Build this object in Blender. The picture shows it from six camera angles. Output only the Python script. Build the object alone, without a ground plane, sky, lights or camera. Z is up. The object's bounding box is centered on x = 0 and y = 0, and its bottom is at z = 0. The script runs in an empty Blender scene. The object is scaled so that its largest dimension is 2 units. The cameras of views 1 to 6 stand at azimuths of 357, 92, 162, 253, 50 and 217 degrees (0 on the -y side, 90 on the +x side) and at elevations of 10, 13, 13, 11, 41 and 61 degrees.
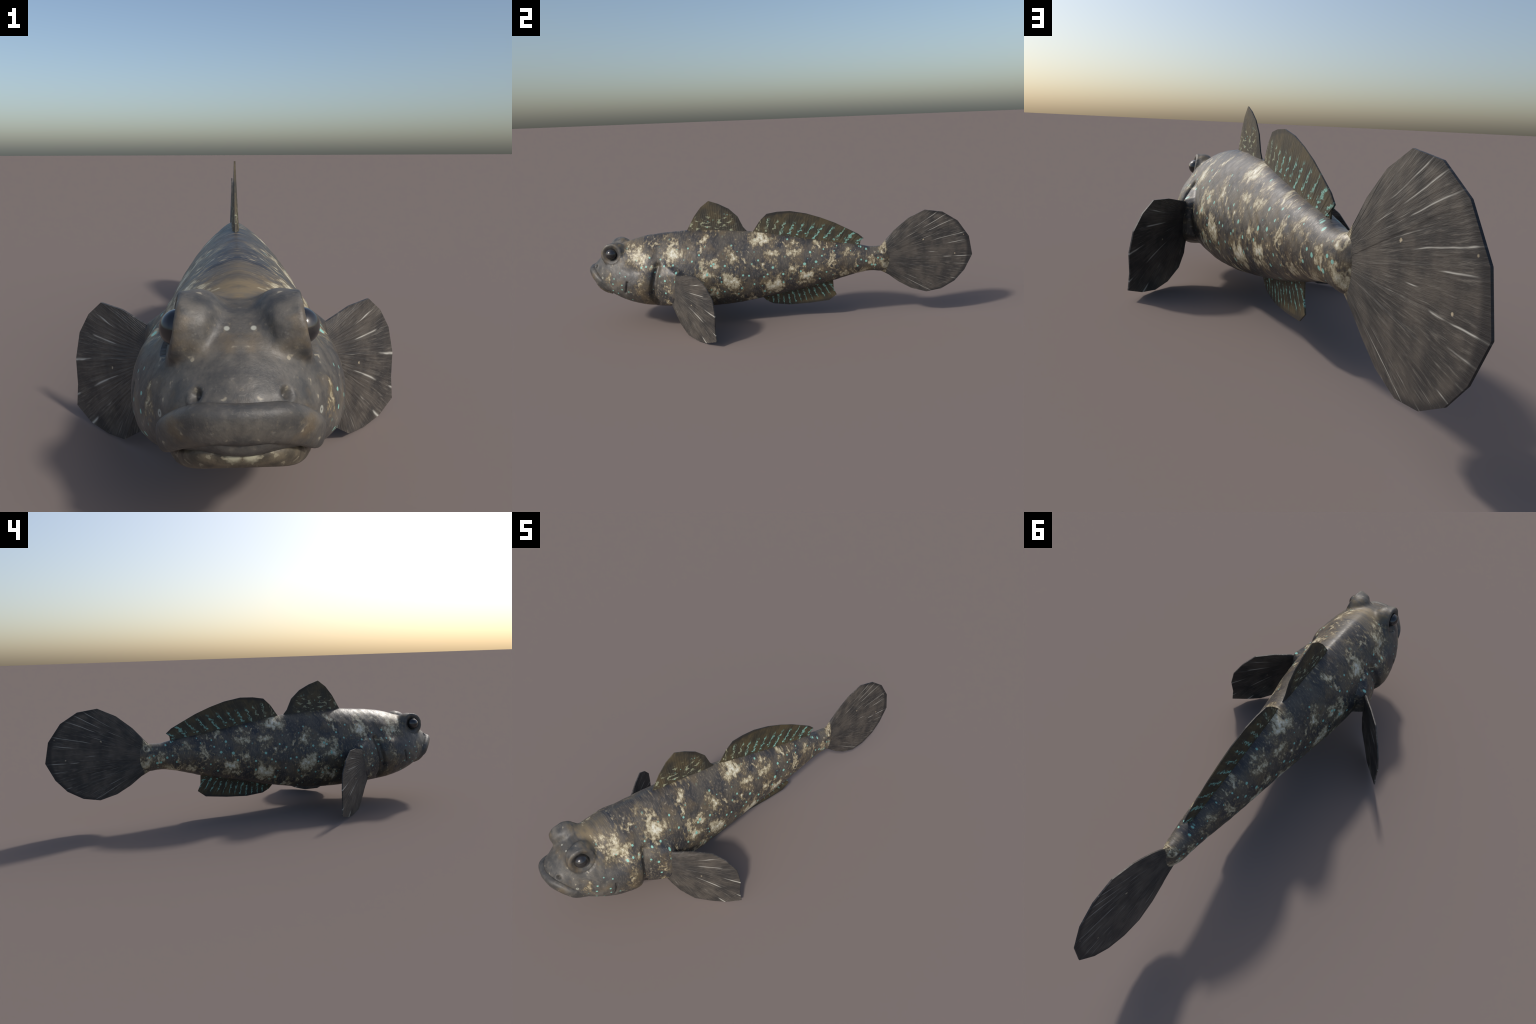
"""A goby-like bottom fish: one smooth body (head, trunk, tail stalk), lips, turret eyes,
and thin fan fins.  Everything is symmetric about the plane x = 0; the head points to -y."""
import bpy, bmesh, math
import numpy as np
from mathutils import Vector, Matrix

# ------------------------------------------------------------------ helpers
def new_object(name, mesh, parent, material=None):
    ob = bpy.data.objects.new(name, mesh)
    bpy.context.scene.collection.objects.link(ob)
    ob.parent = parent
    if material:
        mesh.materials.clear()
        mesh.materials.append(material)
    return ob

def mesh_from(name, verts, faces, smooth=True):
    me = bpy.data.meshes.new(name)
    me.from_pydata([tuple(map(float, v)) for v in verts], [], faces)
    me.update()
    bm = bmesh.new(); bm.from_mesh(me)
    bmesh.ops.recalc_face_normals(bm, faces=bm.faces)
    bm.to_mesh(me); bm.free()
    if smooth:
        me.polygons.foreach_set("use_smooth", [True] * len(me.polygons))
    return me

def monotone(xs, ys, q):
    """Smooth interpolation (monotone cubic) through hand-placed control points."""
    xs, ys, q = np.asarray(xs, float), np.asarray(ys, float), np.asarray(q, float)
    h = np.diff(xs); d = np.diff(ys) / h
    m = np.zeros_like(ys); m[0], m[-1] = d[0], d[-1]
    for i in range(1, len(xs) - 1):
        if d[i - 1] * d[i] > 0:
            w1, w2 = 2 * h[i] + h[i - 1], h[i] + 2 * h[i - 1]
            m[i] = (w1 + w2) / (w1 / d[i - 1] + w2 / d[i])
    k = np.clip(np.searchsorted(xs, q) - 1, 0, len(xs) - 2)
    t = (q - xs[k]) / h[k]
    return ((2*t**3 - 3*t**2 + 1) * ys[k] + (t**3 - 2*t**2 + t) * h[k] * m[k]
            + (-2*t**3 + 3*t**2) * ys[k+1] + (t**3 - t**2) * h[k] * m[k+1])

def grid_faces(rows, cols, wrap=True):
    f = []
    for i in range(rows - 1):
        for j in range(cols if wrap else cols - 1):
            a, b = i * cols + j, i * cols + (j + 1) % cols
            f.append((a, b, b + cols, a + cols))
    return f

# ------------------------------------------------------------------ body shape
# y : top, bottom, half width, height of the widest point, upper and lower roundness
BODY = [
 (-0.985, .320, .254, .040, .286, 2.2, 2.2),
 (-0.965, .345, .240, .073, .278, 2.0, 2.2),
 (-0.935, .370, .223, .103, .268, 1.9, 2.3),
 (-0.900, .398, .203, .128, .259, 1.9, 2.4),
 (-0.860, .422, .180, .152, .252, 1.8, 2.5),
 (-0.800, .446, .151, .177, .248, 1.65, 2.6),
 (-0.740, .464, .131, .191, .246, 1.56, 2.6),
 (-0.690, .475, .119, .197, .246, 1.56, 2.6),
 (-0.650, .480, .112, .189, .246, 1.56, 2.5),
 (-0.615, .484, .105, .174, .248, 1.58, 2.5),
 (-0.550, .489, .098, .168, .250, 1.6, 2.4),
 (-0.470, .494, .093, .166, .252, 1.6, 2.3),
 (-0.350, .494, .092, .155, .252, 1.6, 2.3),
 (-0.250, .488, .099, .139, .253, 1.56, 2.25),
 (-0.110, .475, .120, .118, .258, 1.6, 2.2),
 (0.000, .457, .140, .103, .268, 1.65, 2.15),
 (0.130, .435, .167, .090, .282, 1.75, 2.1),
 (0.280, .411, .205, .073, .298, 1.85, 2.1),
 (0.420, .391, .243, .054, .311, 1.95, 2.1),
 (0.470, .379, .251, .048, .313, 2.0, 2.1),
 (0.530, .381, .247, .036, .313, 2.0, 2.1),
 (0.560, .377, .252, .020, .313, 2.0, 2.0),
 (0.578, .370, .258, .006, .313, 2.0, 2.0),
]
B = np.array(BODY)

def body_loft():
    ys = np.concatenate([np.linspace(-.985, -.86, 26), np.linspace(-.855, .578, 150)])
    zt, zb, w, zw, nu, nl = [monotone(B[:, 0], B[:, k], ys) for k in range(1, 7)]
    n = 96
    verts = []
    for i, y in enumerate(ys):
        for j in range(n):
            t = 2 * math.pi * j / n
            c, s = math.cos(t), math.sin(t)
            e, h = (nu[i], zt[i] - zw[i]) if s >= 0 else (nl[i], zw[i] - zb[i])
            verts.append((w[i] * math.copysign(abs(c) ** (2 / e), c), y,
                          zw[i] + h * math.copysign(abs(s) ** (2 / e), s)))
    faces = grid_faces(len(ys), n)
    faces.append(tuple(range(n)))
    faces.append(tuple((len(ys) - 1) * n + j for j in range(n)))
    return verts, faces

EYE_C = np.array([0.104, -0.858, 0.400])            # middle of the rim of the eye turret
EYE_N = np.array([0.97, -0.07, 0.19]); EYE_N /= np.linalg.norm(EYE_N)

LOBE = [(.140, -.630, .330), (.165, -.640, .290), (.174, -.645, .235), (.160, -.645, .170), (.118, -.640, .125),
        (.150, -.570, .350), (.192, -.516, .306), (.204, -.520, .240), (.208, -.526, .185), (.199, -.536, .152), (.166, -.555, .134),
        (.120, -.470, .330), (.100, -.470, .150), (.178, -.490, .290), (.186, -.498, .180)]

def add_primitive(bm, kind, center, axis, radii, side):
    """Ellipsoid, or a short tapering drum for an eye turret, oriented with local Z on axis."""
    c = Vector(center); a = Vector(axis)
    c.x *= side; a.x *= side
    Z = a.normalized(); X = Vector((0, 0, 1)).cross(Z).normalized(); Y = Z.cross(X)   # Y points up
    M = Matrix.Translation(c) @ Matrix((X, Y, Z)).transposed().to_4x4()
    if kind == 'ball':
        bmesh.ops.create_uvsphere(bm, u_segments=48, v_segments=32, radius=1,
                                  matrix=M @ Matrix.Diagonal((*radii, 1)))
    else:
        bmesh.ops.create_cone(bm, cap_ends=True, segments=48, radius1=radii[0], radius2=radii[1],
                              depth=radii[2], matrix=M @ Matrix.Translation((0, 0, -radii[2] / 2)))

def laplace(co, edges, rounds, weight=None, lam=.5):
    deg = np.zeros(len(co)); np.add.at(deg, edges.ravel(), 1)
    for _ in range(rounds):
        acc = np.zeros_like(co)
        np.add.at(acc, edges[:, 0], co[edges[:, 1]]); np.add.at(acc, edges[:, 1], co[edges[:, 0]])
        step = lam * (acc / deg[:, None] - co)
        co = co + (step if weight is None else step * weight[:, None])
    return co

def smoothstep(a, b, x):
    t = np.clip((x - a) / (b - a), 0, 1)
    return t * t * (3 - 2 * t)

def segment_distance(p, pts):
    """Distance of 2D points p to a polyline."""
    best = np.full(len(p), 9.)
    for a, b in zip(pts[:-1], pts[1:]):
        a, b = np.array(a), np.array(b); ab = b - a
        t = np.clip(((p - a) @ ab) / (ab @ ab), 0, 1)
        best = np.minimum(best, np.linalg.norm(p - a - t[:, None] * ab, axis=1))
    return best

def build_body():
    verts, faces = body_loft()
    bm = bmesh.new()
    bv = [bm.verts.new(v) for v in verts]
    for f in faces:
        bm.faces.new([bv[i] for i in f])
    for side in (1, -1):
        add_primitive(bm, 'drum', EYE_C, EYE_N, (.058, .056, .050), side)
        add_primitive(bm, 'ball', (.066, -.843, .396), (.97, .10, .19), (.060, .060, .046), side)
        # fleshy lobe between gill cover and pectoral fin: the hull of a few corner points
        hull = [bm.verts.new((px * side, py, pz)) for px, py, pz in LOBE]
        bmesh.ops.convex_hull(bm, input=hull)
    bmesh.ops.recalc_face_normals(bm, faces=bm.faces)
    me = bpy.data.meshes.new("body_union"); bm.to_mesh(me); bm.free()
    ob = bpy.data.objects.new("body_union", me)
    bpy.context.scene.collection.objects.link(ob)
    mod = ob.modifiers.new("Remesh", 'REMESH'); mod.mode = 'VOXEL'; mod.voxel_size = .0036
    dg = bpy.context.evaluated_depsgraph_get(); dg.update()
    out = bpy.data.meshes.new_from_object(ob.evaluated_get(dg))
    bpy.data.objects.remove(ob)

    n = len(out.vertices)
    co = np.empty(n * 3); out.vertices.foreach_get("co", co); co = co.reshape(-1, 3)
    ed = np.empty(len(out.edges) * 2, dtype=np.int64); out.edges.foreach_get("vertices", ed); ed = ed.reshape(-1, 2)
    co = laplace(co, ed, 8)
    head = smoothstep(-.60, -.70, co[:, 1])
    co = laplace(co, ed, 6, head)
    ax = np.abs(co[:, 0])
    brow = smoothstep(.14, .09, np.linalg.norm(np.stack([ax - .05, co[:, 1] + .84, co[:, 2] - .41], 1), axis=1)) * smoothstep(.085, .06, ax)
    co = laplace(co, ed, 38, brow)
    lobe = np.linalg.norm(np.stack([(ax - .175) / .075, (co[:, 1] + .585) / .075, (co[:, 2] - .235) / .15], 1), axis=1)
    co = laplace(co, ed, 24, smoothstep(1.1, .8, lobe))

    # cup of the eye socket, inside the rim of each turret
    for side in (1, -1):
        c, nrm = EYE_C * [side, 1, 1], EYE_N * [side, 1, 1]
        d = co - c; h = d @ nrm; r = np.linalg.norm(d - h[:, None] * nrm, axis=1)
        cup = np.interp(r, [0, .020, .029, .040, .049, .054], [-.026, -.022, -.009, -.002, .002, -.001])
        inside = (r < .054) & (h > -.05) & (h > cup)
        co[inside] -= ((h - cup)[inside])[:, None] * nrm
    out.vertices.foreach_set("co", co.ravel()); out.update()
    nor = np.array([v.normal[:] for v in out.vertices])

    # grooves: rear edge of the gill cover, slit on the cheek, nostrils, crease behind the lip
    yz = co[:, 1:3]; ax = np.abs(co[:, 0])
    gill = segment_distance(yz, [(-.612, .345), (-.622, .31), (-.634, .25), (-.640, .19), (-.628, .15)])
    co -= nor * (.015 * np.exp(-(gill / .013) ** 2) * (ax > .07))[:, None]
    slit = segment_distance(yz, [(-.768, .270), (-.772, .245), (-.779, .216)])
    co -= nor * (.010 * np.exp(-(slit / .0042) ** 2) * (ax > .1))[:, None]
    hollow = np.exp(-((yz[:, 0] + .725) / .052) ** 2 - ((yz[:, 1] - .362) / .032) ** 2) * (ax > .05)
    co -= nor * (.018 * hollow)[:, None]                 # dip between nape and cheek, behind the eye
    for side in (1, -1):
        d = np.linalg.norm(co - np.array([.064 * side, -.953, .329]), axis=1)
        co += nor * (.0025 * np.exp(-((d - .013) / .006) ** 2) - .013 * np.exp(-(d / .0075) ** 2))[:, None]
    # soft unevenness of skin
    lump = (np.sin(co[:, 1] * 61 + 2 * np.sin(co[:, 2] * 37)) * np.sin(co[:, 2] * 73 + co[:, 1] * 19)
            + .6 * np.sin(co[:, 1] * 131 + co[:, 2] * 47) * np.sin(co[:, 2] * 151 - co[:, 1] * 29))
    co += nor * (lump * .0006)[:, None]
    out.vertices.foreach_set("co", co.ravel()); out.update()
    return out

def split_body(me, regions, parent, material):
    """Separate the faces by region; the border vertices coincide and the normals stay those of the whole."""
    nor = np.array([v.normal[:] for v in me.vertices])
    co = np.array([v.co[:] for v in me.vertices])
    polys = [tuple(p.vertices) for p in me.polygons]
    cen = np.array([co[list(p)].mean(axis=0) for p in polys])
    lab = regions(cen)
    obs = []
    for name in sorted(set(lab)):
        sel = [p for p, l in zip(polys, lab) if l == name]
        used = sorted({v for p in sel for v in p}); idx = {v: i for i, v in enumerate(used)}
        m = bpy.data.meshes.new(name)
        m.from_pydata([tuple(co[v]) for v in used], [], [tuple(idx[v] for v in p) for p in sel])
        m.update()
        m.polygons.foreach_set("use_smooth", [True] * len(m.polygons))
        m.normals_split_custom_set_from_vertices([tuple(nor[v]) for v in used])
        obs.append(new_object(name, m, parent, material))
    return obs

# ------------------------------------------------------------------ lips
def lip_mesh(name, path, sizes, tilt):
    """Swept lip: path for x >= 0 (mirrored), an elliptic section (height, depth) per point."""
    P = np.array(path); S = np.array(sizes)
    t = np.linspace(0, len(P) - 1, 40)
    half = np.stack([monotone(np.arange(len(P)), P[:, k], t) for k in range(3)], 1)
    size = np.stack([monotone(np.arange(len(P)), S[:, k], t) for k in range(2)], 1)
    curve = np.concatenate([half[:0:-1] * [-1, 1, 1], half]); size = np.concatenate([size[:0:-1], size])
    n, verts = 28, []
    for i, c in enumerate(curve):
        tan = curve[min(i + 1, len(curve) - 1)] - curve[max(i - 1, 0)]; tan /= np.linalg.norm(tan)
        up = np.array([0, tilt[0], tilt[1]], float); up -= tan * (up @ tan); up /= np.linalg.norm(up)
        out = np.cross(tan, up)
        for j in range(n):
            a = 2 * math.pi * j / n
            ca, sa = math.cos(a), math.sin(a)
            verts.append(c + up * size[i, 0] * math.copysign(abs(ca) ** .8, ca) + out * size[i, 1] * math.copysign(abs(sa) ** .8, sa))
    f = grid_faces(len(curve), n)
    f.append(tuple(range(n))); f.append(tuple((len(curve) - 1) * n + j for j in range(n)))
    return mesh_from(name, verts, f)

# ------------------------------------------------------------------ fins
def along(poly, s):
    """Points at fractions s of the length of a polyline, keeping its corners."""
    P = np.array(poly, float); L = np.concatenate([[0], np.cumsum(np.linalg.norm(np.diff(P, axis=0), axis=1))])
    L /= L[-1]
    return np.stack([np.interp(s, L, P[:, k]) for k in range(P.shape[1])], 1)

def corner_fractions(poly, dense):
    P = np.array(poly, float); L = np.concatenate([[0], np.cumsum(np.linalg.norm(np.diff(P, axis=0), axis=1))]); L /= L[-1]
    return np.unique(np.round(np.concatenate([L, np.linspace(0, 1, dense)]), 6))

def fin_mesh(name, base, edge, thick, rays, to3d, rows=14):
    """A ruled fan from the base line to the outline; two faces with a wedge thickness and fine ray ridges."""
    s = corner_fractions(edge, 120)
    b, e = along(base, s), along(edge, s)
    front, back = [], []
    for i in range(rows):
        v = i / (rows - 1)
        p = b * (1 - v) + e * v
        ends = smoothstep(0, .07, s) * smoothstep(1, .93, s)
        half = .5 * (thick[0] * ends * (1 - v) ** 1.5 + thick[1])
        ridge = .0007 * np.sin(s * rays * 2 * math.pi) * math.sin(math.pi * min(1, v * 1.05)) ** .5 if rays else 0 * s
        for q, r, hf in zip(p, ridge, half):
            r = r + (q[2] if len(q) > 2 else 0)              # how far the fin bulges off its plane
            front.append(to3d(q[0], q[1], hf + r)); back.append(to3d(q[0], q[1], -hf + r))
    n, m = len(s), len(front)
    faces = grid_faces(rows, n, wrap=False)
    faces += [tuple(k + m for k in reversed(f)) for f in faces]
    for j in range(n - 1):
        a = (rows - 1) * n + j
        faces.append((a, a + 1, a + 1 + m, a + m)); faces.append((j + 1, j, j + m, j + 1 + m))
    for i in range(rows - 1):
        for j in (0, n - 1):
            a = i * n + j
            faces.append((a, a + n, a + n + m, a + m))
    me = mesh_from(name, front + back, faces)
    bm = bmesh.new(); bm.from_mesh(me)
    bmesh.ops.remove_doubles(bm, verts=bm.verts, dist=1e-6)
    bmesh.ops.recalc_face_normals(bm, faces=bm.faces)
    bm.to_mesh(me); bm.free()
    me.set_sharp_from_angle(angle=math.radians(50))
    return me

# ------------------------------------------------------------------ material kit
class Nodes:
    def __init__(self, name):
        self.mat = bpy.data.materials.new(name); self.mat.use_nodes = True
        self.t = self.mat.node_tree; self.t.nodes.clear()
        self.out = self.t.nodes.new("ShaderNodeOutputMaterial")
    def put(self, sock, val):
        if isinstance(val, bpy.types.NodeSocket): self.t.links.new(val, sock)
        elif val is not None:
            if hasattr(sock.default_value, "__len__") and not hasattr(val, "__len__"): val = [val] * len(sock.default_value)
            if hasattr(val, "__len__") and len(sock.default_value) == 4 and len(val) == 3: val = (*val, 1)
            sock.default_value = val
    def math(self, op, a, b=None, c=None, clamp=False):
        n = self.t.nodes.new("ShaderNodeMath"); n.operation = op; n.use_clamp = clamp
        for s, v in zip(n.inputs, (a, b, c)): self.put(s, v)
        return n.outputs[0]
    def vec(self, op, a, b=None, c=None):
        n = self.t.nodes.new("ShaderNodeVectorMath"); n.operation = op
        for s, v in zip(n.inputs, (a, b, c)): self.put(s, v)
        return n.outputs["Value"] if op in ("LENGTH", "DISTANCE", "DOT_PRODUCT") else n.outputs["Vector"]
    def xyz(self, v):
        n = self.t.nodes.new("ShaderNodeSeparateXYZ"); self.put(n.inputs[0], v); return n.outputs
    def join(self, x, y, z):
        n = self.t.nodes.new("ShaderNodeCombineXYZ")
        for s, v in zip(n.inputs, (x, y, z)): self.put(s, v)
        return n.outputs[0]
    def coords(self):
        return self.t.nodes.new("ShaderNodeTexCoord").outputs["Object"]
    def noise(self, v, scale, detail=4, rough=.55, color=False, lac=2.):
        n = self.t.nodes.new("ShaderNodeTexNoise"); self.put(n.inputs["Vector"], v)
        for k, x in (("Scale", scale), ("Detail", detail), ("Roughness", rough), ("Lacunarity", lac)): n.inputs[k].default_value = x
        return n.outputs["Color" if color else "Fac"]
    def voronoi(self, v, scale, feature='F1', rand=1.):
        n = self.t.nodes.new("ShaderNodeTexVoronoi"); n.feature = feature; self.put(n.inputs["Vector"], v)
        n.inputs["Scale"].default_value = scale; n.inputs["Randomness"].default_value = rand
        return n.outputs
    def step(self, x, a, b, lo=0., hi=1.):
        n = self.t.nodes.new("ShaderNodeMapRange"); n.interpolation_type = 'SMOOTHSTEP'
        for k, v in (("Value", x), ("From Min", a), ("From Max", b), ("To Min", lo), ("To Max", hi)): self.put(n.inputs[k], v)
        return n.outputs[0]
    def mix(self, f, a, b, mode='MIX'):
        n = self.t.nodes.new("ShaderNodeMix"); n.data_type = 'RGBA'; n.blend_type = mode
        self.put(n.inputs[0], f); self.put(n.inputs[6], a); self.put(n.inputs[7], b)
        return n.outputs[2]
    def mul(self, a, b): return self.math('MULTIPLY', a, b)
    def add(self, a, b): return self.math('ADD', a, b)
    def sub(self, a, b): return self.math('SUBTRACT', a, b)
    def finish(self, color, rough=.5, height=None, strength=.3, dist=.004, **kw):
        p = self.t.nodes.new("ShaderNodeBsdfPrincipled")
        self.put(p.inputs["Base Color"], color); self.put(p.inputs["Roughness"], rough)
        for k, v in kw.items(): self.put(p.inputs[k.replace("_", " ")], v)
        if height is not None:
            b = self.t.nodes.new("ShaderNodeBump"); b.inputs["Strength"].default_value = strength
            b.inputs["Distance"].default_value = dist
            self.put(b.inputs["Height"], height); self.t.links.new(b.outputs[0], p.inputs["Normal"])
        self.t.links.new(p.outputs[0], self.out.inputs[0])
        return self.mat

CYAN = (.25, .54, .46)

# pale blotches of the flank: y, z, half length, half height, strength
BLOTCHES = [
 (-.735, .395, .050, .050, .95), (-.700, .370, .035, .045, .8), (-.530, .405, .052, .052, 1.0), (-.545, .345, .032, .030, .62),
 (-.385, .455, .030, .038, .80), (-.090, .448, .055, .036, .90), (-.235, .375, .034, .052, .85), (-.335, .340, .036, .020, .75),
 (-.040, .370, .034, .026, .85), (.065, .370, .050, .035, .85), (.085, .425, .030, .020, .7), (-.090, .310, .042, .026, .75),
 (-.375, .290, .052, .034, .75), (-.240, .240, .054, .042, .95), (-.025, .215, .050, .044, 1.1), (.145, .240, .036, .042, 1.0),
 (-.345, .175, .038, .044, .85), (.070, .295, .030, .036, .7), (.265, .325, .022, .048, .75), (.350, .360, .038, .036, .6),
 (.320, .250, .034, .026, .9), (.405, .262, .052, .026, .8), (.540, .372, .034, .022, .8), (.545, .285, .026, .046, .8),
 (-.150, .135, .052, .018, .8), (-.640, .330, .030, .022, .7), (-.860, .285, .030, .034, .45), (-.690, .255, .040, .024, .45),
 (-.640, .440, .050, .020, .55), (-.775, .430, .040, .020, .5), (.20, .285, .018, .03, .5), (-.44, .32, .022, .02, .5),
]
# larger turquoise spots: y, z, radius
SPOTS = [
 (-.655, .383, .0048), (-.600, .372, .0040), (-.670, .342, .0045), (-.695, .338, .0050), (-.580, .342, .0046), (-.536, .343, .0050),
 (-.628, .312, .0042), (-.574, .274, .0055), (-.572, .213, .0046), (-.838, .285, .0036), (-.846, .258, .0040), (-.795, .256, .0038),
 (-.850, .222, .0040), (-.822, .210, .0040), (-.796, .233, .0036), (-.750, .175, .0040), (-.516, .312, .0052), (-.519, .270, .0062),
 (-.405, .386, .0050), (-.440, .358, .0048), (-.345, .333, .0054), (-.332, .340, .0058), (-.276, .328, .0055), (-.365, .290, .0064),
 (-.414, .272, .0048), (-.295, .250, .0044), (-.186, .276, .0054), (-.156, .272, .0048), (-.108, .345, .0048), (-.034, .306, .0066),
 (-.062, .273, .0048), (.128, .316, .0075), (.158, .372, .0058), (.187, .324, .0066), (.018, .270, .0056), (.108, .280, .0052),
 (.018, .225, .0050), (-.080, .180, .0066), (-.130, .226, .0046), (-.282, .196, .0046), (-.243, .422, .0046), (.043, .436, .0042),
 (.240, .268, .0046), (.218, .352, .0044), (.205, .232, .0050), (.448, .372, .0046), (.420, .322, .0044), (.446, .314, .0060),
 (.508, .326, .0048), (.528, .318, .0048), (.476, .292, .0056), (.494, .290, .0058), (-.195, .208, .0056), (.402, .290, .0044),
]

def skin_material():
    N = Nodes("mottled_skin")
    co = N.coords(); x, y, z = N.xyz(co)
    ax = N.math('ABSOLUTE', x)
    side = N.join(N.mul(ax, N.step(y, -.78, -.90, .22, .85)), y, z)     # markings lie as seen from the side
    wob = N.vec('SUBTRACT', N.noise(side, 26, 4, .6, True), (.5, .5, .5))
    wob2 = N.vec('SUBTRACT', N.noise(side, 11, 2, .5, True), (.5, .5, .5))
    warp = N.vec('MULTIPLY_ADD', wob, (.0, .11, .13), N.vec('MULTIPLY_ADD', wob2, (0., .11, .08), N.join(0., y, z)))
    fine = N.noise(side, 95, 5, .65)
    grain = N.noise(N.vec('MULTIPLY', side, (1, 1.9, .55)), 120, 4, .65)
    broad = N.noise(side, 9, 4, .55)
    # base: slate and brown-grey patches with upright grain
    c = N.mix(N.step(broad, .40, .60), (.040, .038, .038), (.088, .077, .062))
    c = N.mix(N.step(N.noise(side, 21, 3, .5), .52, .66), c, (.034, .035, .040))
    c = N.mix(N.mul(N.step(grain, .50, .72), .65), c, (.185, .160, .122))
    c = N.mix(N.mul(N.step(fine, .56, .74), .45), c, (.21, .18, .135))
    c = N.mix(N.mul(N.step(grain, .46, .30), .45), c, (.028, .026, .026))
    # golden tint low on the flanks and on the nape
    gold = N.mul(N.step(N.noise(side, 14, 4, .6), .50, .68), .42)
    c = N.mix(gold, c, (.165, .118, .060))
    # plain grey face
    face = N.step(N.add(y, N.mul(N.sub(broad, .5), .14)), -.70, -.82)
    facecol = N.mix(N.step(N.noise(side, 30, 5, .6), .35, .70), (.056, .055, .053), (.128, .117, .100))
    facecol = N.mix(N.mul(N.step(N.noise(side, 17, 3, .5), .54, .72), .55), facecol, (.165, .120, .066))
    facecol = N.mix(N.mul(N.step(fine, .60, .76), .35), facecol, (.26, .25, .22))
    c = N.mix(N.mul(face, .88), c, facecol)
    # tan nape between and behind the eyes
    nape = N.mul(N.step(N.add(z, N.mul(N.sub(broad, .5), .10)), .405, .440), N.mul(N.step(y, -.855, -.825), N.step(y, -.68, -.78)))
    c = N.mix(N.mul(nape, N.step(N.noise(side, 38, 4, .65), .36, .62, .15, .85)), c, (.205, .155, .085))
    # blotches
    acc = None
    for by, bz, ry, rz, s in BLOTCHES:
        d = N.vec('LENGTH', N.vec('MULTIPLY_ADD', warp, (0, 1 / ry, 1 / rz), (0, -by / ry, -bz / rz)))
        m = N.math('MULTIPLY_ADD', d, -.85, .30 + s * .90)
        acc = m if acc is None else N.math('MAXIMUM', acc, m)
    speck = N.add(N.mul(N.sub(N.noise(side, 70, 4, .7), .5), 2.3), N.mul(N.sub(grain, .5), .7))
    drift = N.math('MULTIPLY_ADD', N.noise(N.vec('MULTIPLY', warp, (1, 1, .8)), 17, 3, .55), 5.2, -2.82)      # loose mottling between the blotches
    acc = N.math('MAXIMUM', acc, N.math('MINIMUM', N.sub(drift, N.mul(face, 1.)), .62))
    rag = N.add(acc, speck)
    c = N.mix(N.mul(N.step(rag, .05, .55), .75), c, (.19, .145, .080))
    c = N.mix(N.mul(N.step(rag, .38, .85), .90), c, (.50, .445, .305))
    c = N.mix(N.mul(N.step(rag, .80, 1.25), .9), c, (.69, .675, .57))
    # scattered pale flecks
    fleck = N.mul(N.step(N.noise(side, 105, 3, .6), .60, .70), N.step(N.noise(side, 20, 3, .6), .44, .60))
    c = N.mix(N.mul(fleck, N.step(face, .6, .0, .15, .6)), c, (.40, .335, .215))
    c = N.mix(N.mul(N.step(N.noise(side, 60, 2, .5), .68, .76), .5), c, (.45, .40, .29))
    # turquoise spots: the larger ones placed, small ones scattered
    wv = N.vec('MULTIPLY_ADD', N.vec('SUBTRACT', N.noise(side, 150, 2, .5, True), (.5, .5, .5)), (0, .0022, .0022), N.join(0., y, z))
    dots = None
    for sy, sz, r in SPOTS:
        d = N.math('DIVIDE', N.vec('DISTANCE', wv, (0, sy, sz)), r)
        dots = d if dots is None else N.math('MINIMUM', dots, d)
    big = N.step(dots, 1.12, .80)
    for scale, r0 in ((26, .0046), (40, .0033)):
        vo = N.voronoi(N.join(0., y, z), scale)
        rnd = N.xyz(vo["Color"])
        size = N.mul(N.step(rnd[0], .2, 1.0), r0 * scale)
        small = N.mul(N.step(N.math('DIVIDE', vo["Distance"], N.math('MAXIMUM', size, 1e-4)), 1.15, .75), N.step(rnd[1], .1, .3))
        big = N.math('MAXIMUM', big, N.mul(small, N.step(rnd[2], -.2, 1.)))
    low = N.step(N.sub(z, N.mul(N.sub(broad, .5), .2)), .47, .42)          # few spots along the back
    nose = N.mul(N.step(y, -.93, -.88), N.step(N.vec('DISTANCE', N.join(0., y, z), (0, -.855, .40)), .058, .062))
    c = N.mix(N.mul(N.mul(big, N.mul(low, nose)), .92), c, CYAN)
    # small pale pores on the snout
    pore = None
    for px, py, pz in ((.121, -.908, .283), (.020, -.890, .408)):
        d = N.vec('DISTANCE', N.join(ax, y, z), (px, py, pz))
        ring = N.mul(N.step(d, .0068, .0050), N.step(d, .0012, .0030))
        pore = ring if pore is None else N.math('MAXIMUM', pore, ring)
    c = N.mix(N.mul(pore, .7), c, (.42, .43, .37))
    h = N.add(N.mul(fine, .6), N.mul(grain, .5))
    return N.finish(c, N.add(N.step(fine, .3, .8, .38, .54), N.mul(face, .06)), h, .30, .004, Specular_IOR_Level=.5)

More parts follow.
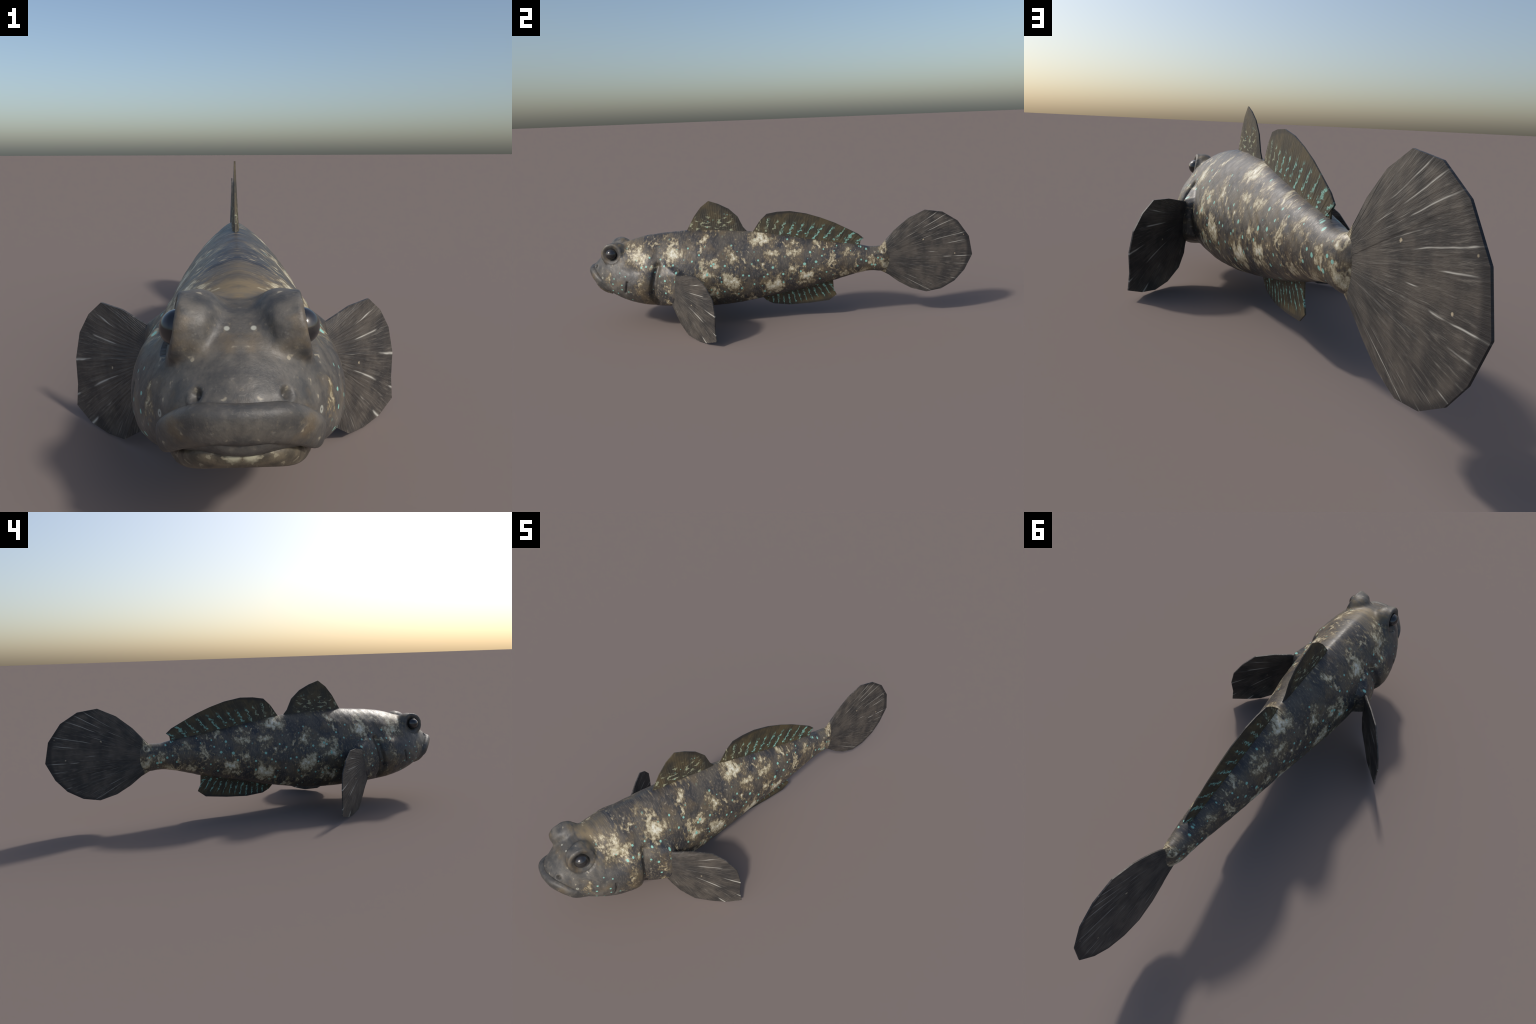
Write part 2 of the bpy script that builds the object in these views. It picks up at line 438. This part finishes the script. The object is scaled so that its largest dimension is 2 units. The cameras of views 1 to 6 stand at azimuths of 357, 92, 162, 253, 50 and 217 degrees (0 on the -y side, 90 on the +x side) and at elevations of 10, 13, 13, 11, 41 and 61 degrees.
def lower_lip_material():
    N = Nodes("olive_lip")
    x, y, z = N.xyz(N.coords()); p = N.join(N.math('ABSOLUTE', x), y, z)
    c = N.mix(N.step(N.noise(p, 45, 4, .6), .35, .65), (.052, .045, .034), (.118, .098, .068))
    c = N.mix(N.mul(N.step(N.noise(p, 80, 3, .6), .58, .68), .6), c, (.30, .27, .19))
    d = N.vec('DISTANCE', N.vec('MULTIPLY', p, (1, .3, 1)), (.012, -.292, .246))
    c = N.mix(N.mul(N.step(N.add(d, N.mul(N.noise(p, 90, 2), .012)), .020, .010), .75), c, (.46, .44, .32))
    return N.finish(c, .45, N.noise(p, 95, 4, .6), .25, .004, Specular_IOR_Level=.5)

def eye_material():
    N = Nodes("dark_eye")
    co = N.coords()
    f = N.noise(co, 30, 3)
    c = N.mix(N.step(f, .4, .7), (.016, .016, .018), (.035, .033, .031))
    return N.finish(c, .22, Specular_IOR_Level=.5, Coat_Weight=.6, Coat_Roughness=.06)

def fan_fin_material(name, focus, axes, ray_count, margin=None, bright=.8, seed=0., start=.1):
    """Dark rayed fin.  The rays fan out from `focus` in the plane of `axes` (object coordinates)."""
    N = Nodes(name)
    p = N.xyz(N.coords())
    u, v = N.sub(p[axes[0]], focus[0]), N.sub(p[axes[1]], focus[1])
    ang = N.math('ARCTAN2', v, u)
    r = N.math('SQRT', N.add(N.mul(u, u), N.mul(v, v)))
    wav = N.mul(N.sub(N.noise(N.join(u, v, seed), 7, 2), .5), .035)
    a = N.add(ang, wav)
    line = N.join(N.mul(a, 1.), N.mul(r, .22), seed)
    fine = N.noise(line, 62, 4, .7)
    mid = N.noise(line, 22, 3, .6)
    cloud = N.noise(N.join(u, v, seed), 13, 3, .55)
    c = N.mix(N.step(cloud, .35, .68), (.036, .034, .033), (.088, .077, .066))
    c = N.mix(N.mul(N.step(fine, .50, .72), .75), c, (.165, .150, .130))
    c = N.mix(N.mul(N.step(fine, .46, .30), .55), c, (.020, .019, .019))
    # a few pale ray tips
    rays = N.math('POWER', N.add(N.mul(N.math('COSINE', N.mul(a, ray_count)), .5), .5), 85.)
    patch = N.step(N.noise(N.join(N.mul(a, 2.2), N.mul(r, 1.3), seed + 3), 5.5, 2), .50, .62)
    c = N.mix(N.mul(N.mul(rays, patch), N.step(r, start, start * 1.8, 0., bright)), c, (.52, .51, .46))
    hair = N.step(N.noise(N.join(N.mul(a, 1.), N.mul(r, .10), seed + 9), 85, 2, .5), .69, .76)
    c = N.mix(N.mul(hair, .3), c, (.40, .39, .35))
    # tiny warm specks
    vo = N.voronoi(N.join(u, v, seed), 24)
    sp = N.mul(N.step(vo["Distance"], .10, .05), N.step(N.xyz(vo["Color"])[0], .72, .80))
    c = N.mix(N.mul(sp, .8), c, (.50, .42, .29))
    if margin:
        # ragged fringe of speckled skin over the fin base
        rag = N.sub(N.add(p[1], N.mul(N.math('ABSOLUTE', v), .18)), N.mul(N.sub(fine, .5), .035))
        sk = N.mix(N.step(N.noise(N.join(0., u, v), 75, 4, .7), .42, .60), (.10, .075, .045), (.46, .40, .27))
        c = N.mix(N.step(rag, .572, .560), c, sk)
        d = N.vec('DISTANCE', N.join(0., p[axes[0]], p[axes[1]]), (0, margin[0], margin[1]))
        m = N.mul(N.step(N.add(d, N.mul(N.sub(fine, .5), .012)), margin[2] - .024, margin[2] - .006), N.step(p[axes[0]], margin[0] - .02, margin[0] + .03))
        c = N.mix(N.mul(m, .82), c, (.016, .016, .018))
    return N.finish(c, .5, N.add(fine, N.mul(mid, .4)), .35, .004, Specular_IOR_Level=.4)

def banded_fin_material(name, focus, bands, base_line, reach, edge_curve, flip=1., seed=0., warm=1.):
    """Olive fin with turquoise bars that follow the rays, broken and paler near the fin base."""
    N = Nodes(name)
    _, y, z = N.xyz(N.coords())
    u, v = N.sub(y, focus[0]), N.sub(z, focus[1])
    ang = N.math('ARCTAN2', v, u)
    r = N.math('SQRT', N.add(N.mul(u, u), N.mul(v, v)))
    line = N.join(ang, N.mul(r, .16), seed)
    fine = N.noise(line, 120, 4, .7)
    pos = N.join(0., y, z)
    base = N.math('MULTIPLY_ADD', y, base_line[1], base_line[0])
    h = N.mul(N.sub(z, base), flip)                              # height over the fin base
    c = N.mix(N.step(N.noise(pos, 16, 3), .38, .64), (.038, .034, .024), (.074, .059, .031))
    c = N.mix(N.mul(N.step(fine, .50, .72), .6), c, (.125, .100, .058))
    c = N.mix(N.mul(N.step(fine, .46, .30), .6), c, (.022, .021, .018))
    wob = N.mul(N.sub(N.noise(pos, 60, 3, .6), .5), .055)
    wave = N.math('COSINE', N.mul(N.add(ang, wob), bands))
    near = N.step(h, reach * .55, reach * .15)
    thick = N.add(N.mul(near, -.35), .80)
    bar = N.step(N.add(wave, N.mul(N.sub(N.noise(pos, 75, 3), .5), .9)), thick, N.add(thick, .22))
    zig = N.step(N.noise(N.vec('MULTIPLY', pos, (1, .55, 1.6)), 75, 2, .5), .50, .58)
    bar = N.mul(bar, N.add(N.mul(near, N.sub(zig, 1.)), 1.))
    lim = N.mul(N.step(N.add(h, N.mul(N.sub(N.noise(pos, 22, 2), .5), .05)), reach, reach * .72), N.step(h, -.004, .003))
    tint = N.step(N.add(y, N.mul(N.sub(N.noise(pos, 20, 2), .5), .3)), bands_split(name), bands_split(name) + .18)
    col = N.mix(N.mul(tint, 1.), (.36, .36, .23), CYAN)
    c = N.mix(N.mul(N.mul(bar, lim), .80), c, col)
    e = N.math('MULTIPLY_ADD', N.math('POWER', N.math('ABSOLUTE', N.sub(y, edge_curve[1])), 2.), edge_curve[2], edge_curve[0])
    m = N.step(N.mul(N.sub(z, e), flip), -.016, -.006)
    c = N.mix(N.mul(m, .75), c, (.020, .020, .021))
    return N.finish(c, .5, fine, .3, .004, Specular_IOR_Level=.4)

def bands_split(name):
    return -.10 if "anal" not in name else -.35

def sail_fin_material():
    """First dorsal fin: olive with slanting rays and pale wavy dashes over its lower half."""
    N = Nodes("dashed_sail_fin")
    _, y, z = N.xyz(N.coords())
    u, v = N.sub(y, -.70), N.sub(z, .10)
    ang = N.math('ARCTAN2', v, u); r = N.math('SQRT', N.add(N.mul(u, u), N.mul(v, v)))
    fine = N.noise(N.join(ang, N.mul(r, .2), 4.), 75, 4, .7)
    pos = N.join(0., y, z)
    c = N.mix(N.step(N.noise(pos, 15, 3), .38, .64), (.044, .040, .031), (.084, .067, .038))
    c = N.mix(N.mul(N.step(fine, .50, .72), .6), c, (.130, .108, .068))
    c = N.mix(N.mul(N.step(fine, .46, .30), .6), c, (.026, .025, .022))
    wav = N.vec('MULTIPLY_ADD', N.vec('SUBTRACT', N.noise(pos, 45, 2, .5, True), (.5, .5, .5)), (0, .02, .02), pos)
    dash = N.noise(N.vec('MULTIPLY', wav, (1, .55, 1.75)), 62, 2, .45)
    h = N.sub(z, .49)
    lim = N.mul(N.step(N.add(h, N.mul(N.sub(N.noise(pos, 18, 2), .5), .08)), .088, .060), N.step(y, -.20, -.26))
    c = N.mix(N.mul(N.mul(N.step(dash, .575, .645), lim), .85), c, (.34, .36, .24))
    vo = N.voronoi(pos, 48)
    c = N.mix(N.mul(N.mul(N.step(vo["Distance"], .17, .11), N.step(N.xyz(vo["Color"])[0], .78, .84)), N.mul(lim, .9)), c, CYAN)
    # darker rear margin
    d = N.vec('DISTANCE', pos, (0, -.395, .455))
    c = N.mix(N.mul(N.mul(N.step(d, .175, .195), N.step(y, -.34, -.28)), .7), c, (.020, .020, .020))
    return N.finish(c, .5, fine, .3, .004, Specular_IOR_Level=.4)

# ------------------------------------------------------------------ assembly
fish = bpy.data.objects.new("goby_fish", None)
bpy.context.scene.collection.objects.link(fish)
fish["label"] = "mottled brown goby fish with turquoise spots and fan fins"
fish["category"] = "fish"

skin = skin_material()
body = build_body()
def region(c):
    edge = -.632 + .35 * np.maximum(0, c[:, 2] - .34)
    return np.where(c[:, 1] < edge, "head", np.where(c[:, 1] < .42, "trunk", "tail_stalk"))
split_body(body, region, fish, skin)
bpy.data.meshes.remove(body)

upper = [(0, -.981, .297), (.042, -.975, .296), (.080, -.951, .280), (.109, -.917, .252), (.121, -.862, .214)]
new_object("upper_lip", lip_mesh("upper_lip", upper, [(.031, .019), (.031, .019), (.029, .018), (.024, .016), (.010, .006)], (-.25, 1)), fish, skin)
lower = [(0, -.954, .243), (.036, -.950, .241), (.066, -.932, .229), (.088, -.898, .212), (.104, -.866, .200)]
new_object("lower_lip", lip_mesh("lower_lip", lower, [(.021, .020), (.021, .020), (.019, .018), (.016, .014), (.008, .008)], (-.5, 1)), fish, lower_lip_material())

eye_mesh = bpy.data.meshes.new("eye")
bm = bmesh.new(); bmesh.ops.create_uvsphere(bm, u_segments=48, v_segments=32, radius=.029)
bm.to_mesh(eye_mesh); bm.free()
eye_mesh.polygons.foreach_set("use_smooth", [True] * len(eye_mesh.polygons))
eye_mat = eye_material()
for side in (1, -1):
    e = new_object("eye", eye_mesh, fish); e.location = (.0945 * side, -.8595, .3985)
eye_mesh.materials.append(eye_mat)

flat = lambda a, b, t: (t, a, b)                     # fins that stand in the plane of symmetry
sail = fin_mesh("dorsal_fin",
    [(-.478, .478), (-.380, .478), (-.263, .472), (-.160, .458)],
    [(-.478, .493), (-.437, .565), (-.400, .612), (-.358, .644), (-.308, .627), (-.255, .600), (-.210, .558), (-.185, .503), (-.160, .474)],
    (.014, .004), 34, flat)
new_object("dorsal_fin", sail, fish, sail_fin_material())
second = fin_mesh("dorsal_fin",
    [(-.140, .462), (-.024, .442), (.125, .418), (.284, .393), (.424, .376)],
    [(-.136, .474), (-.097, .532), (-.060, .567), (-.006, .576), (.060, .578), (.143, .563), (.218, .539), (.290, .510), (.349, .480), (.412, .447), (.439, .424), (.423, .413), (.420, .388)],
    (.014, .004), 48, flat)
new_object("dorsal_fin", second, fish, banded_fin_material("banded_dorsal_fin", (-.34, -.23), 125., (.458, -.16), .085, (.578, .06, -1.05), 1., 1.))
anal = fin_mesh("anal_fin",
    [(-.110, .145), (.100, .180), (.275, .222)],
    [(-.096, .122), (-.076, .101), (-.041, .083), (.045, .074), (.150, .080), (.258, .093), (.297, .124), (.282, .156), (.279, .207)],
    (.012, .004), 34, flat)
new_object("anal_fin", anal, fish, banded_fin_material("banded_anal_fin", (-.04, .61), 112., (.140, .235), .085, (.074, .06, .55), -1., 7.))
tail = fin_mesh("tail_fin",
    [(.520, .372), (.545, .350), (.548, .280), (.520, .254)],
    [(.520, .376), (.529, .383), (.596, .461), (.668, .522), (.750, .562), (.841, .549), (.919, .501), (.979, .419), (1.0, .322), (.963, .240), (.914, .182), (.846, .141), (.769, .126), (.689, .148), (.621, .186), (.570, .225), (.532, .245), (.520, .250)],
    (.020, .005), 60, flat, rows=22)
new_object("tail_fin", tail, fish, fan_fin_material("rayed_tail_fin", (.46, .315), (1, 2), 75., (.768, .343, .218), .8, 2., .17))

# pectoral fins: a flat fan on a plane turned 45 degrees out from the body
DIR = Vector((.7206, .6933, 0)).normalized(); FOCUS = Vector((.165, -.533, .235))
OUT = Vector((.6933, -.7206, 0)).normalized()
def pectoral_local(p):
    d = Vector(p) - FOCUS
    return (d.dot(DIR), d.z, d.dot(OUT))
PEC = [(.198, -.504, .302), (.256, -.446, .318), (.314, -.388, .320), (.354, -.346, .281), (.386, -.313, .226), (.401, -.304, .155),
       (.399, -.307, .089), (.405, -.302, .030), (.358, -.354, .007), (.309, -.401, .0), (.259, -.459, .013), (.213, -.501, .054), (.190, -.528, .104), (.192, -.540, .138)]
edge = [pectoral_local(p) for p in PEC]
base = [(edge[0][0] - .02, edge[0][1] - .004, 0), (.026, .0, .012), (edge[-1][0] - .012, edge[-1][1] + .012, .022)]
pec_mat = fan_fin_material("rayed_pectoral_fin", (.0, .0), (0, 1), 26., None, .9, 5., .09)
for side in (1, -1):
    me = fin_mesh("pectoral_fin", base, edge, (.012, .005), 40, lambda a, b, t: (a, b, t * side), rows=18)
    ob = new_object("pectoral_fin", me, fish, pec_mat)
    X = Vector((DIR.x * side, DIR.y, 0)); Y = Vector((0, 0, 1)); Z = X.cross(Y)
    M = Matrix((X, Y, Z)).transposed().to_4x4(); M.translation = Vector((FOCUS.x * side, FOCUS.y, FOCUS.z))
    ob.matrix_local = M
